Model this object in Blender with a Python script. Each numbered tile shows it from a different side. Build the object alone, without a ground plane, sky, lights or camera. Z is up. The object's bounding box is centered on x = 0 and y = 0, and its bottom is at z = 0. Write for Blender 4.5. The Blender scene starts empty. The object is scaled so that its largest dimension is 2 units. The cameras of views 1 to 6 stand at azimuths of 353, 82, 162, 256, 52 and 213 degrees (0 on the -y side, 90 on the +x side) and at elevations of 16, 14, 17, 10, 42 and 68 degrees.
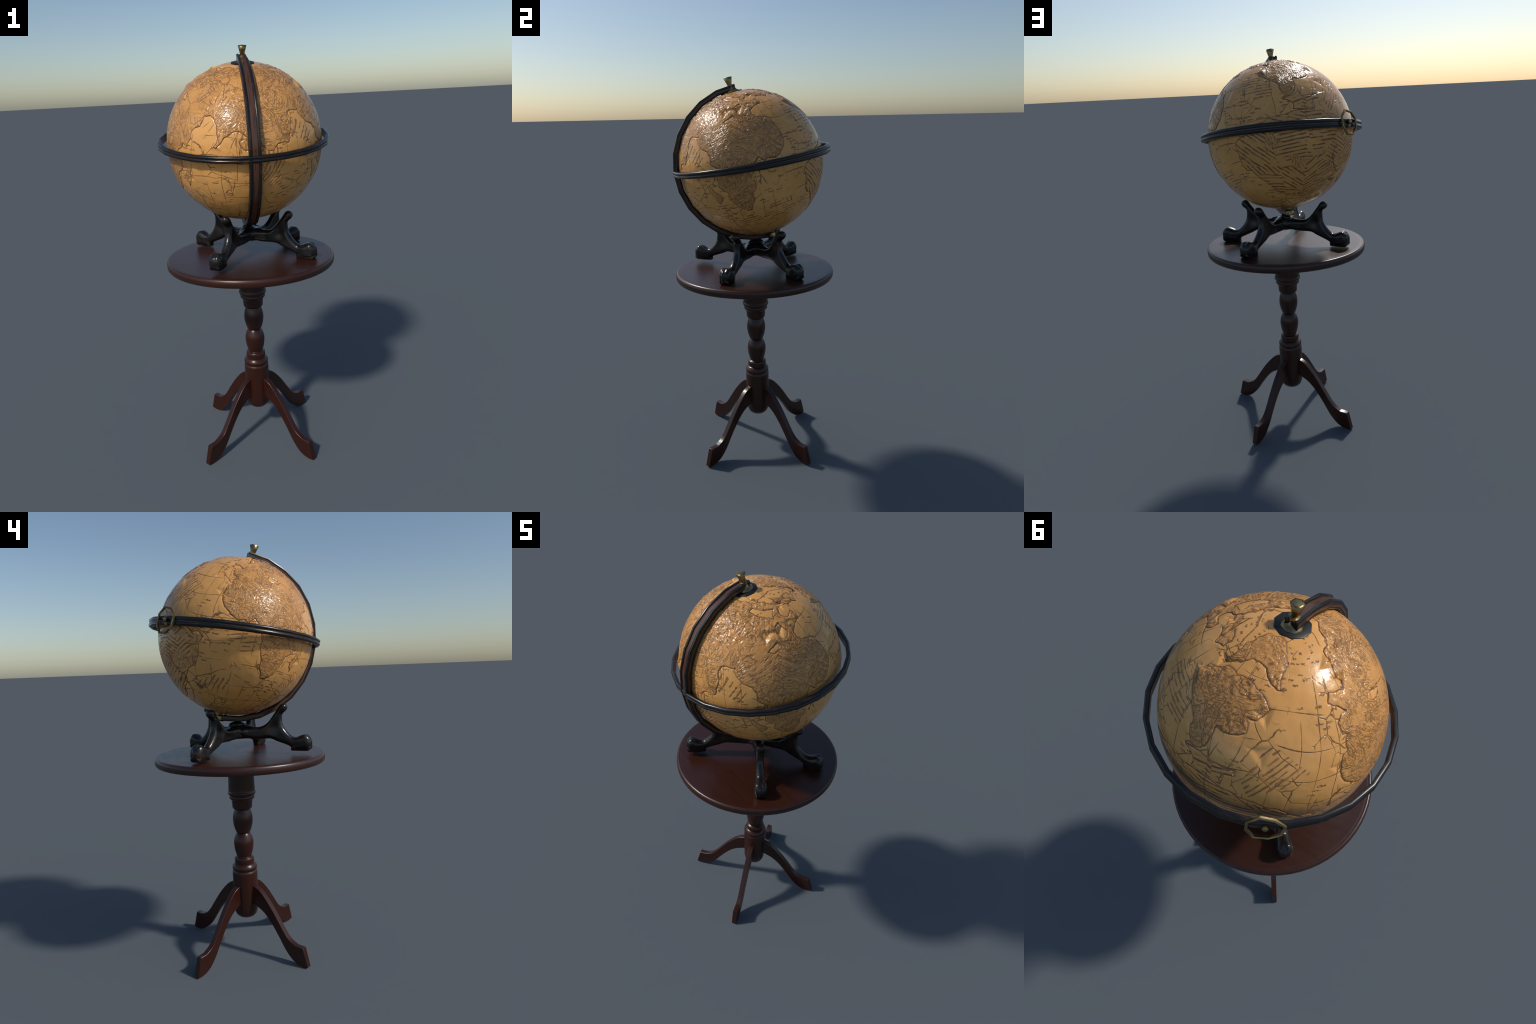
# Antique terrestrial globe in a half-meridian mount, standing on a lacquered
# four-pawed stand on a mahogany pedestal table.  Everything is procedural.
import bpy, bmesh, math
import numpy as np
from mathutils import Vector, Matrix

RNG = np.random.default_rng(7)
rad = math.radians

# --------------------------------------------------------------------------
#  small helpers
# --------------------------------------------------------------------------
def link(o):
    bpy.context.scene.collection.objects.link(o)
    return o


def mesh_object(name, verts, faces, mat=None, parent=None, smooth=True, angle=None):
    me = bpy.data.meshes.new(name)
    me.from_pydata([tuple(v) for v in verts], [], [tuple(f) for f in faces])
    me.validate()
    bm = bmesh.new()
    bm.from_mesh(me)
    bmesh.ops.remove_doubles(bm, verts=bm.verts, dist=1e-7)
    bmesh.ops.recalc_face_normals(bm, faces=bm.faces)
    bm.to_mesh(me)
    bm.free()
    if smooth:
        me.shade_smooth()
        if angle is not None:
            me.set_sharp_from_angle(angle=rad(angle))
    if mat:
        me.materials.append(mat)
    o = link(bpy.data.objects.new(name, me))
    if parent:
        o.parent = parent
    return o


def bevel(o, width, segments=2, angle=35):
    m = o.modifiers.new("bevel", "BEVEL")
    m.width, m.segments, m.limit_method, m.angle_limit = width, segments, "ANGLE", rad(angle)
    m.harden_normals = False
    return m


def lathe(profile, seg=48, z_axis=None):
    """Solid of revolution from (radius, height) pairs, bottom to top."""
    v, f = [], []
    n = len(profile)
    for r, z in profile:
        for k in range(seg):
            a = math.tau * k / seg
            v.append((r * math.cos(a), r * math.sin(a), z))
    for i in range(n - 1):
        for k in range(seg):
            k2 = (k + 1) % seg
            f.append((i * seg + k, i * seg + k2, (i + 1) * seg + k2, (i + 1) * seg + k))
    f.append(tuple(range(seg))[::-1])
    f.append(tuple((n - 1) * seg + k for k in range(seg)))
    return v, f


def loft(rings, closed=False, caps=True):
    """Skin through a list of equal-length closed sections."""
    m = len(rings[0])
    v = [tuple(p) for r in rings for p in r]
    f = []
    n = len(rings)
    for i in range(n if closed else n - 1):
        j = (i + 1) % n
        for k in range(m):
            k2 = (k + 1) % m
            f.append((i * m + k, i * m + k2, j * m + k2, j * m + k))
    if caps and not closed:
        f.append(tuple(range(m))[::-1])
        f.append(tuple((n - 1) * m + k for k in range(m)))
    return v, f


def spline(pts, per=6, closed=False):
    """Centripetal-free Catmull-Rom through 2D control points."""
    P = [np.array(p, float) for p in pts]
    out = []
    n = len(P)
    for i in range(n if closed else n - 1):
        if closed:
            p0, p1, p2, p3 = P[i - 1], P[i], P[(i + 1) % n], P[(i + 2) % n]
        else:
            p1, p2 = P[i], P[i + 1]
            p0 = P[i - 1] if i else 2 * p1 - p2
            p3 = P[i + 2] if i + 2 < n else 2 * p2 - p1
        for k in range(per):
            t = k / per
            out.append(0.5 * ((2 * p1) + (-p0 + p2) * t + (2 * p0 - 5 * p1 + 4 * p2 - p3) * t * t
                              + (-p0 + 3 * p1 - 3 * p2 + p3) * t ** 3))
    if not closed:
        out.append(P[-1])
    return out


def smoothstep(a, b, x):
    t = np.clip((x - a) / (b - a), 0, 1)
    return t * t * (3 - 2 * t)


# lattice gradient noise, vectorised --------------------------------------
_PERM = np.random.default_rng(3).permutation(512)
_GRAD = np.random.default_rng(4).normal(size=(512, 3))
_GRAD /= np.linalg.norm(_GRAD, axis=1)[:, None]


def noise3(p):
    i = np.floor(p).astype(np.int64)
    f = p - i
    u = f * f * f * (f * (f * 6 - 15) + 10)
    out = np.zeros(len(p))
    for dx in (0, 1):
        wx = u[:, 0] if dx else 1 - u[:, 0]
        for dy in (0, 1):
            wy = u[:, 1] if dy else 1 - u[:, 1]
            for dz in (0, 1):
                wz = u[:, 2] if dz else 1 - u[:, 2]
                h = _PERM[(_PERM[(_PERM[(i[:, 0] + dx) % 512] + i[:, 1] + dy) % 512] + i[:, 2] + dz) % 512]
                g = _GRAD[h]
                out += wx * wy * wz * (g[:, 0] * (f[:, 0] - dx) + g[:, 1] * (f[:, 1] - dy) + g[:, 2] * (f[:, 2] - dz))
    return out


def fbm(p, octaves=3, gain=0.5):
    a, s, out = 1.0, 1.0, 0
    for k in range(octaves):
        out = out + a * noise3(p * s + 17.3 * k)
        a *= gain
        s *= 2.03
    return out


# --------------------------------------------------------------------------
#  node helpers
# --------------------------------------------------------------------------
class Nodes:
    def __init__(self, name):
        self.mat = bpy.data.materials.new(name)
        self.mat.use_nodes = True
        self.t = self.mat.node_tree
        self.bsdf = self.t.nodes["Principled BSDF"]

    def new(self, kind, **props):
        n = self.t.nodes.new(kind)
        for k, v in props.items():
            setattr(n, k, v)
        return n

    def put(self, sock, val):
        if isinstance(val, bpy.types.NodeSocket):
            self.t.links.new(val, sock)
        elif hasattr(val, "__len__") and len(val) == 3 and sock.type == "RGBA":
            sock.default_value = (*val, 1)
        else:
            sock.default_value = val

    def math(self, op, a, b=0.0, c=None, clamp=False):
        n = self.new("ShaderNodeMath", operation=op, use_clamp=clamp)
        self.put(n.inputs[0], a)
        self.put(n.inputs[1], b)
        if c is not None:
            self.put(n.inputs[2], c)
        return n.outputs[0]

    def mix(self, fac, a, b, blend="MIX"):
        n = self.new("ShaderNodeMix", data_type="RGBA", blend_type=blend)
        self.put(n.inputs[0], fac)
        self.put(n.inputs[6], a)
        self.put(n.inputs[7], b)
        return n.outputs[2]

    def mapr(self, x, a, b, lo=0.0, hi=1.0, smooth=True):
        n = self.new("ShaderNodeMapRange", interpolation_type="SMOOTHSTEP" if smooth else "LINEAR")
        for k, v in enumerate((x, a, b, lo, hi)):
            self.put(n.inputs[k], v)
        return n.outputs[0]

    def noise(self, vec, scale, detail=3.0, rough=0.5, dist=0.0, out=0):
        n = self.new("ShaderNodeTexNoise")
        self.put(n.inputs["Vector"], vec)
        for k, v in (("Scale", scale), ("Detail", detail), ("Roughness", rough), ("Distortion", dist)):
            self.put(n.inputs[k], v)
        return n.outputs[out]

    def vmath(self, op, a, b=(0, 0, 0), scale=None):
        n = self.new("ShaderNodeVectorMath", operation=op)
        self.put(n.inputs[0], a)
        self.put(n.inputs[1], b)
        if scale is not None:
            self.put(n.inputs["Scale"], scale)
        return n.outputs[0]

    def combine(self, x, y, z):
        n = self.new("ShaderNodeCombineXYZ")
        for k, v in enumerate((x, y, z)):
            self.put(n.inputs[k], v)
        return n.outputs[0]

    def separate(self, v):
        n = self.new("ShaderNodeSeparateXYZ")
        self.put(n.inputs[0], v)
        return n.outputs

    def obj(self):
        return self.new("ShaderNodeTexCoord").outputs["Object"]

    def bump(self, h, strength=0.5, distance=0.002):
        n = self.new("ShaderNodeBump")
        self.put(n.inputs["Height"], h)
        n.inputs["Strength"].default_value = strength
        n.inputs["Distance"].default_value = distance
        self.t.links.new(n.outputs[0], self.bsdf.inputs["Normal"])

    def base(self, color=None, rough=None, metal=None, spec=None, coat=None, coat_rough=None):
        b = self.bsdf.inputs
        for k, v in (("Base Color", color), ("Roughness", rough), ("Metallic", metal), ("Specular IOR Level", spec),
                     ("Coat Weight", coat), ("Coat Roughness", coat_rough)):
            if v is not None:
                self.put(b[k], v)


# ---- wood and metal ------------------------------------------------------
def mahogany(name, stretch, tone=1.0, spec=0.5, bump=0.0, rough=0.29):
    N = Nodes(name)
    p = N.obj()
    q = N.vmath("MULTIPLY", p, stretch)
    grain = N.noise(q, 1.0, 4, 0.6, 0.6)
    broad = N.noise(p, 4.0, 2)
    col = N.mix(N.mapr(grain, 0.35, 0.7), (0.042 * tone, 0.0093 * tone, 0.0034 * tone), (0.049 * tone, 0.0112 * tone, 0.0041 * tone))
    col = N.mix(N.mapr(broad, 0.35, 0.75, 0, 0.4), col, (0.033 * tone, 0.0078 * tone, 0.0034 * tone))
    N.base(col, N.mapr(grain, 0.2, 0.8, rough, rough + 0.045), 0.0, spec)
    if bump:
        N.bump(grain, bump, 0.0004)
    return N.mat


def lacquer(name, wear=0.35, scale=(14, 14, 14), rough=0.24, worn=(0.080, 0.031, 0.014), dark=(0.0088, 0.0082, 0.0084), polar=None):
    """Black lacquer rubbed through to brown.  With polar given the wear runs round an
    arc: "x" about the x axis through the globe's centre, "z" about the object's z."""
    N = Nodes(name)
    p = N.obj()
    if polar:
        if polar == "x":
            p = N.vmath("SUBTRACT", p, (0.0, -0.003, 1.5754))
        x, y, z = N.separate(p)
        a, b, c = (y, z, x) if polar == "x" else (x, y, z)
        r = N.math("SQRT", N.math("ADD", N.math("MULTIPLY", a, a), N.math("MULTIPLY", b, b)))
        q = N.combine(N.math("MULTIPLY", N.math("ARCTAN2", b, a), scale[0]), N.math("MULTIPLY", r, scale[1]), N.math("MULTIPLY", c, scale[2]))
    else:
        q = N.vmath("MULTIPLY", p, scale)
    n = N.noise(q, 1.0, 4, 0.6, 0.3)
    fine = N.noise(N.obj(), 90.0, 2)
    m = N.mapr(n, 0.64 - 0.3 * wear, 0.84 - 0.3 * wear)
    col = N.mix(m, dark, worn)
    N.base(col, N.mapr(n, 0.2, 0.8, rough - 0.03, rough + 0.08), 0.0, 0.5)
    N.bump(N.math("ADD", n, N.math("MULTIPLY", fine, 0.2)), 0.12, 0.0010)
    return N.mat


def brass(name):
    N = Nodes(name)
    p = N.obj()
    n = N.noise(p, 30.0, 4, 0.6)
    col = N.mix(N.mapr(n, 0.35, 0.75), (0.30, 0.21, 0.095), (0.46, 0.34, 0.165))
    N.base(col, N.mapr(n, 0.2, 0.8, 0.30, 0.42), 1.0)
    N.bump(n, 0.1, 0.001)
    return N.mat


MAT_TOP = mahogany("mahogany_top", (5, 45, 40), 0.82, 0.6, 0.0, 0.32)
MAT_COL = mahogany("mahogany_turned", (40, 40, 5), 0.78)
MAT_LEG = mahogany("mahogany_leg", (30, 60, 14), 0.80)
MAT_LACQ = lacquer("black_lacquer", 0.34, (12, 12, 12), 0.24, (0.045, 0.018, 0.009), (0.0100, 0.0088, 0.0082))
MAT_ARM = lacquer("worn_black_arm", 0.40, (5, 110, 110), 0.25, (0.100, 0.041, 0.014), polar="x")
MAT_BAND = lacquer("worn_black_band", 0.34, (5, 90, 120), 0.25, (0.085, 0.035, 0.014), polar="z")
MAT_ARM_BROWN = lacquer("brown_arm_inlay", 1.1, (4, 90, 110), 0.23, (0.086, 0.036, 0.020), (0.034, 0.016, 0.010), polar="x")
MAT_BAND_BROWN = lacquer("brown_band_inlay", 0.9, (4, 90, 110), 0.25, (0.090, 0.037, 0.0150), (0.030, 0.014, 0.008), polar="z")
MAT_SIDE = lacquer("brown_side_inlay", 1.0, (4, 90, 110), 0.25, (0.110, 0.045, 0.0155), (0.018, 0.010, 0.008), polar="x")
MAT_BRASS = brass("aged_brass")
MAT_PLATE = lacquer("dark_iron", 0.0, (12, 12, 12), 0.42)


# ---- parchment of the globe ---------------------------------------------
def parchment(kind):
    """Sea, land and coast of the printed globe; everything runs on the globe's own
    longitude and latitude, mirrored about the plane of the mount like the print is."""
    N = Nodes("parchment_" + kind)
    p = N.obj()
    x, y, z = N.separate(p)
    ax = N.math("ABSOLUTE", x)
    lon = N.math("MULTIPLY", N.math("ARCTAN2", ax, N.math("MULTIPLY", y, -1.0)), 57.29578)
    rr = N.math("SQRT", N.math("ADD", N.math("MULTIPLY", x, x), N.math("MULTIPLY", y, y)))
    lat = N.math("MULTIPLY", N.math("ARCTAN2", z, rr), 57.29578)
    coslat = N.math("MAXIMUM", N.math("DIVIDE", rr, 0.363), 0.08)
    east = N.math("MULTIPLY", N.math("GREATER_THAN", x, 0.0), 7.3)
    age = N.noise(p, 5.0, 4, 0.55)
    fine = N.noise(p, 150.0, 3, 0.6)
    mid = N.noise(p, 26.0, 4, 0.55)
    dirt = N.noise(p, 11.0, 5, 0.65)
    INK = (0.130, 0.054, 0.020)

    def shifted(k):
        return N.vmath("ADD", p, (k * 1.7, k * 0.9 + 2, k * 2.3))

    def engraved(cell_scale, spacing, spread, run, thin, sharp, tilt=0.0, seed=1.0):
        """Pen hatching laid in polygonal patches, each patch with its own direction."""
        v = N.new("ShaderNodeTexVoronoi", feature="F1")
        wob = N.vmath("SCALE", N.vmath("SUBTRACT", N.noise(p, 14.0, 2, out=1), (0.5, 0.5, 0.5)), scale=0.035)
        N.put(v.inputs["Vector"], N.vmath("ADD", shifted(seed), wob))
        v.inputs["Scale"].default_value = cell_scale
        cr, cg, cb = N.separate(v.outputs["Color"])
        ang = N.math("ADD", N.math("MULTIPLY", N.math("SUBTRACT", cr, 0.5), spread), tilt)
        u = N.math("MULTIPLY", N.math("SUBTRACT", lon, N.math("MULTIPLY", N.math("ROUND", N.math("DIVIDE", lon, 30.0)), 30.0)), coslat)
        wv = N.math("MULTIPLY", N.math("SUBTRACT", N.noise(p, 22.0, 2), 0.5), spacing * 1.1)
        ca, sa = N.math("COSINE", ang), N.math("SINE", ang)
        across = N.math("ADD", N.math("SUBTRACT", N.math("MULTIPLY", lat, ca), N.math("MULTIPLY", u, sa)), wv)
        along = N.math("ADD", N.math("MULTIPLY", lat, sa), N.math("MULTIPLY", u, ca))
        n = N.noise(N.combine(N.math("DIVIDE", across, spacing), N.math("DIVIDE", along, run), N.math("ADD", N.math("MULTIPLY", cg, 20.0), east)), 1.0, 2.0, 0.5)
        r = N.math("ABSOLUTE", N.math("SUBTRACT", n, 0.5))
        return N.math("SUBTRACT", 1.0, N.mapr(r, thin, sharp)), cb, cg

    def ruled_hatch(cell_scale, spacing, spread, run, seed):
        """Evenly ruled strokes, broken into dashes, that change direction from patch to patch."""
        v = N.new("ShaderNodeTexVoronoi", feature="F1")
        N.put(v.inputs["Vector"], shifted(seed))
        v.inputs["Scale"].default_value = cell_scale
        cr, cg, cb = N.separate(v.outputs["Color"])
        ang = N.math("MULTIPLY", N.math("SUBTRACT", cr, 0.5), spread)
        u = N.math("MULTIPLY", N.math("SUBTRACT", lon, 160.0), coslat)
        wv = N.math("MULTIPLY", N.math("SUBTRACT", N.noise(p, 16.0, 2), 0.5), spacing * 0.6)
        ca, sa = N.math("COSINE", ang), N.math("SINE", ang)
        across = N.math("DIVIDE", N.math("ADD", N.math("SUBTRACT", N.math("MULTIPLY", lat, ca), N.math("MULTIPLY", u, sa)), wv), spacing)
        along = N.math("ADD", N.math("MULTIPLY", lat, sa), N.math("MULTIPLY", u, ca))
        d = N.math("ABSOLUTE", N.math("SUBTRACT", across, N.math("ROUND", across)))
        row = N.math("MULTIPLY", N.math("ROUND", across), 3.7)
        dash = N.noise(N.combine(N.math("DIVIDE", along, run), row, N.math("ADD", N.math("MULTIPLY", cg, 20.0), east)), 1.0, 1.0)
        w = N.mapr(N.noise(N.combine(N.math("DIVIDE", along, run * 0.5), row, 3.0), 1.0, 1.0), 0.3, 0.7, 0.13, 0.34)
        line = N.math("SUBTRACT", 1.0, N.mapr(d, N.math("MULTIPLY", w, 0.35), w))
        return N.math("MULTIPLY", line, N.mapr(dash, 0.38, 0.46)), cb, cg

    def cracks(scale, seed, lo, hi, g0, g1):
        v = N.new("ShaderNodeTexVoronoi", feature="DISTANCE_TO_EDGE")
        N.put(v.inputs["Vector"], N.vmath("ADD", shifted(seed), N.vmath("SCALE", N.vmath("SUBTRACT", N.noise(p, 20.0, 2, out=1), (0.5, 0.5, 0.5)), scale=0.022)))
        v.inputs["Scale"].default_value = scale
        return N.math("MULTIPLY", N.math("SUBTRACT", 1.0, N.mapr(v.outputs["Distance"], lo, hi)), N.mapr(N.noise(shifted(seed + 5), 8.5, 2), g0, g1))

    if kind == "sea":
        base = N.mix(N.mapr(age, 0.3, 0.72), (0.715, 0.345, 0.097), (0.815, 0.410, 0.126))
        base = N.mix(N.mapr(dirt, 0.52, 0.80, 0, 0.5), base, (0.40, 0.19, 0.058))
        # hand-ruled graticule with jogs and gaps
        j1 = N.math("MULTIPLY", N.math("SUBTRACT", N.noise(shifted(2), 5.0, 0), 0.5), 10.0)
        j2 = N.math("MULTIPLY", N.math("SUBTRACT", N.noise(shifted(3), 5.0, 0), 0.5), 9.0)
        width = N.mapr(N.noise(p, 11.0, 2), 0.3, 0.75, 0.16, 0.52)

        def ruled(v, jit, step, off, div=None):
            t = N.math("DIVIDE", N.math("ADD", N.math("SUBTRACT", v, off), jit), step)
            d = N.math("MULTIPLY", N.math("ABSOLUTE", N.math("SUBTRACT", t, N.math("ROUND", t))), step)
            return N.math("MULTIPLY", d, div) if div is not None else d
        dlat = ruled(lat, j1, 14.0, 20.0)
        dlon = ruled(lon, j2, 10.4, 86.0, coslat)
        polar = N.mapr(lat, 58.0, 70.0, 1.0, 0.0)
        l1 = N.math("MULTIPLY", N.math("SUBTRACT", 1.0, N.mapr(dlat, N.math("MULTIPLY", width, 0.3), width)), N.mapr(N.noise(shifted(4), 7.0, 2), 0.44, 0.52))
        l2 = N.math("MULTIPLY", N.math("SUBTRACT", 1.0, N.mapr(dlon, N.math("MULTIPLY", width, 0.2), N.math("MULTIPLY", width, 0.7))), N.mapr(N.noise(shifted(6), 7.0, 2), 0.46, 0.53))
        l2 = N.math("MULTIPLY", l2, polar)
        cr = N.math("MAXIMUM", cracks(8.0, 1.0, 0.004, 0.017, 0.47, 0.53), cracks(15.0, 2.0, 0.006, 0.024, 0.54, 0.59))
        # rows of pen strokes standing for place names
        rows = N.math("DIVIDE", lat, 2.3)
        rowid = N.math("FLOOR", rows)
        slot = N.math("ADD", N.math("DIVIDE", lon, 6.5), N.math("MULTIPLY", rowid, 0.37))
        wn = N.new("ShaderNodeTexWhiteNoise", noise_dimensions="2D")
        N.put(wn.inputs["Vector"], N.combine(N.math("ADD", rowid, east), N.math("FLOOR", slot), 0.0))
        frac = N.math("SUBTRACT", N.math("FRACT", rows), 0.5)
        wob = N.math("MULTIPLY", N.math("SUBTRACT", N.noise(p, 170.0, 2), 0.5), 1.2)
        stroke = N.math("SUBTRACT", 1.0, N.mapr(N.math("ABSOLUTE", N.math("ADD", frac, wob)), 0.10, 0.22))
        cu = N.math("ABSOLUTE", N.math("SUBTRACT", N.math("FRACT", slot), 0.5))
        txt = N.math("MULTIPLY", stroke, N.math("MULTIPLY", N.math("GREATER_THAN", wn.outputs["Value"], 0.72), N.math("LESS_THAN", cu, 0.36)))
        txt = N.math("MULTIPLY", txt, N.mapr(N.noise(shifted(8), 6.0, 1), 0.46, 0.54))
        # a few hatched panels
        ht, pick, pk2 = ruled_hatch(7.5, 2.6, 2.2, 9.0, 11.0)
        ht = N.math("MULTIPLY", N.math("MULTIPLY", ht, N.math("GREATER_THAN", pick, 0.84)), N.mapr(N.math("ABSOLUTE", lat), 40.0, 52.0, 1.0, 0.0))
        lines = N.math("MAXIMUM", N.math("MAXIMUM", l1, l2), N.math("MAXIMUM", N.math("MAXIMUM", cr, txt), N.math("MULTIPLY", ht, 0.85)))
        lines = N.math("MULTIPLY", lines, N.mapr(N.noise(p, 60.0, 2), 0.25, 0.55, 0.5, 1.0))
        col = N.mix(N.math("MULTIPLY", lines, 0.86), base, INK)
        height = N.math("ADD", N.math("MULTIPLY", lines, -0.9), N.math("ADD", N.math("MULTIPLY", fine, 0.08), N.math("ADD", N.math("MULTIPLY", mid, 0.3), N.math("MULTIPLY", N.math("ABSOLUTE", N.math("SUBTRACT", N.noise(p, 17.0, 3, 0.55), 0.5)), 1.1))))
        N.bump(height, 0.55, 0.0022)
        N.base(col, N.mapr(mid, 0.3, 0.7, 0.19, 0.26), 0.0, 0.5)
    elif kind == "coast":
        base = N.mix(N.mapr(dirt, 0.35, 0.65), (0.115, 0.048, 0.018), (0.36, 0.165, 0.052))
        N.base(base, 0.34, 0.0, 0.5)
        N.bump(N.math("ADD", mid, N.math("MULTIPLY", fine, 0.3)), 0.4, 0.002)
    else:
        base = N.mix(N.mapr(age, 0.3, 0.72), (0.630, 0.298, 0.086), (0.750, 0.368, 0.112))
        base = N.mix(N.mapr(dirt, 0.48, 0.75, 0, 0.6), base, (0.44, 0.205, 0.062))
        if kind == "hatched_land":
            h1, pk, p2 = ruled_hatch(6.5, 2.6, 1.9, 11.0, 1.0)
            h2, pk3, p4 = engraved(11.0, 1.2, 3.1, 5.0, 0.008, 0.060, 0.3, 2.0)
            pick = N.math("GREATER_THAN", pk3, 0.80)
            lines = N.math("ADD", N.math("MULTIPLY", h1, N.math("SUBTRACT", 1.0, pick)), N.math("MULTIPLY", N.math("MULTIPLY", h2, pick), 0.9))
            lines = N.math("MAXIMUM", lines, cracks(7.0, 3.0, 0.004, 0.016, 0.50, 0.55))
            weight = 0.86
        else:
            h1, pk, p2 = engraved(7.0, 1.55, 3.1, 14.0, 0.008, 0.070, 0.0, 1.0)
            h2, pk3, p4 = engraved(6.5, 1.05, 3.1, 4.2, 0.008, 0.080, 0.0, 6.0)
            sel = N.mapr(N.noise(shifted(3), 5.0, 1), 0.46, 0.54)
            lines = N.math("ADD", N.math("MULTIPLY", h1, N.math("SUBTRACT", 1.0, sel)), N.math("MULTIPLY", h2, sel))
            # the fine pen work comes and goes; between it lie bare plains
            plain = N.mapr(N.noise(shifted(7), 8.5, 3, 0.55), 0.42, 0.56, 0.0, 1.0)
            # the southern continent and the far west are worked over most closely
            south = N.math("MULTIPLY", N.math("MULTIPLY", N.mapr(lon, 42.0, 58.0), N.mapr(lon, 116.0, 124.0, 1.0, 0.0)), N.mapr(lat, 28.0, 42.0, 1.0, 0.0))
            dense = N.math("MAXIMUM", south, N.math("MULTIPLY", N.mapr(lon, 140.0, 148.0), 0.8))
            plain = N.math("MAXIMUM", plain, N.math("MULTIPLY", dense, N.mapr(age, 0.3, 0.6, 0.45, 0.85)))
            base = N.mix(N.math("MULTIPLY", dense, 0.20), base, (0.42, 0.196, 0.062))
            lines = N.math("MULTIPLY", lines, N.math("ADD", N.math("MULTIPLY", plain, 0.85), 0.10))
            # wandering contour strokes over the dense country
            wig = N.math("ABSOLUTE", N.math("SUBTRACT", N.noise(N.vmath("ADD", shifted(2), N.vmath("SCALE", N.noise(p, 30.0, 2, out=1), scale=0.03)), 30.0, 2, 0.5), 0.5))
            wig = N.math("MULTIPLY", N.math("SUBTRACT", 1.0, N.mapr(wig, 0.006, 0.030)), N.mapr(N.noise(shifted(5), 6.0, 2), 0.46, 0.56, 0.0, 1.0))
            lines = N.math("MAXIMUM", lines, N.math("MULTIPLY", wig, 0.9))
            # bold broken gouges
            g1, gp, gq = engraved(9.0, 3.0, 3.1, 15.0, 0.004, 0.038, 0.0, 12.0)
            lines = N.math("MAXIMUM", lines, N.math("MULTIPLY", g1, N.mapr(N.noise(shifted(9), 8.0, 2), 0.47, 0.53)))
            lines = N.math("MAXIMUM", lines, cracks(12.0, 9.0, 0.004, 0.024, 0.48, 0.54))
            weight = 0.70
        col = N.mix(N.math("MULTIPLY", lines, weight), base, (0.125, 0.053, 0.020))
        # flakes of lifted paper: warped cells, each at its own level and tilt
        fl = N.new("ShaderNodeTexVoronoi", feature="F1")
        N.put(fl.inputs["Vector"], N.vmath("ADD", shifted(3), N.vmath("SCALE", N.noise(p, 24.0, 2, out=1), scale=0.05)))
        fl.inputs["Scale"].default_value = 24.0
        lvl = N.separate(fl.outputs["Color"])[0]
        height = N.math("ADD", N.math("MULTIPLY", lines, -0.9), N.math("ADD", N.math("MULTIPLY", fine, 0.08),
                        N.math("ADD", N.math("MULTIPLY", lvl, 0.75), N.math("MULTIPLY", N.math("MULTIPLY", fl.outputs["Distance"], lvl), 1.6))))
        N.bump(height, 0.50, 0.0024)
        N.base(col, N.mapr(mid, 0.3, 0.7, 0.20, 0.28), 0.0, 0.5)
    return N.mat


MAT_SEA = parchment("sea")
MAT_COAST = parchment("coast")
MAT_LAND = parchment("land")
MAT_HATCH = parchment("hatched_land")

# ==========================================================================
#  PEDESTAL TABLE
# ==========================================================================
table = link(bpy.data.objects.new("pedestal_table", None))
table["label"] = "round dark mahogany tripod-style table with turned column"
table["category"] = "side table"

TOP_Z = 1.0268
v, f = lathe([(0.20, 0.9865), (0.400, 0.9865), (0.404, 0.9865), (0.411, 0.988), (0.4150, 0.993), (0.4162, 1.000), (0.4162, 1.010),
              (0.4152, 1.0165), (0.4128, 1.0218), (0.4085, 1.0256), (0.4045, 1.0268), (0.4005, 1.0262), (0.3965, 1.0264), (0.3935, 1.0268), (0.390, 1.0268), (0.20, 1.0268)], 64)
mesh_object("tabletop", v, f, MAT_TOP, table, angle=40)

# turned column, read from bottom to top: pendant drum, collars, two bulbs, capital
col = [(0.030, 0.172), (0.042, 0.176), (0.052, 0.186), (0.0575, 0.200), (0.0600, 0.218), (0.0610, 0.240), (0.0630, 0.330), (0.0635, 0.408),
       (0.0630, 0.4165), (0.0615, 0.4200), (0.0585, 0.4235), (0.0585, 0.4270), (0.0605, 0.4285), (0.0622, 0.4315), (0.0628, 0.4370), (0.0622, 0.4430),
       (0.0595, 0.4490), (0.0560, 0.4530), (0.0545, 0.4565), (0.0480, 0.4600), (0.0485, 0.4650), (0.0496, 0.4720), (0.0496, 0.4830),
       (0.0485, 0.4895), (0.0450, 0.4930), (0.0375, 0.4945)]
bulb = lambda z0, z1, r0, r1, rm, peak: [
    (r0 + (rm - r0) * math.sin(math.pi / 2 * min(1, t / peak)) ** 0.9 if t < peak else r1 + (rm - r1) * math.cos(math.pi / 2 * (t - peak) / (1 - peak)) ** 0.9,
     z0 + (z1 - z0) * t) for t in [k / 14 for k in range(15)]]
col += bulb(0.496, 0.618, 0.0365, 0.0345, 0.0498, 0.57)
col += [(0.0325, 0.6200)]
col += bulb(0.622, 0.741, 0.0350, 0.0390, 0.0502, 0.56)
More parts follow.
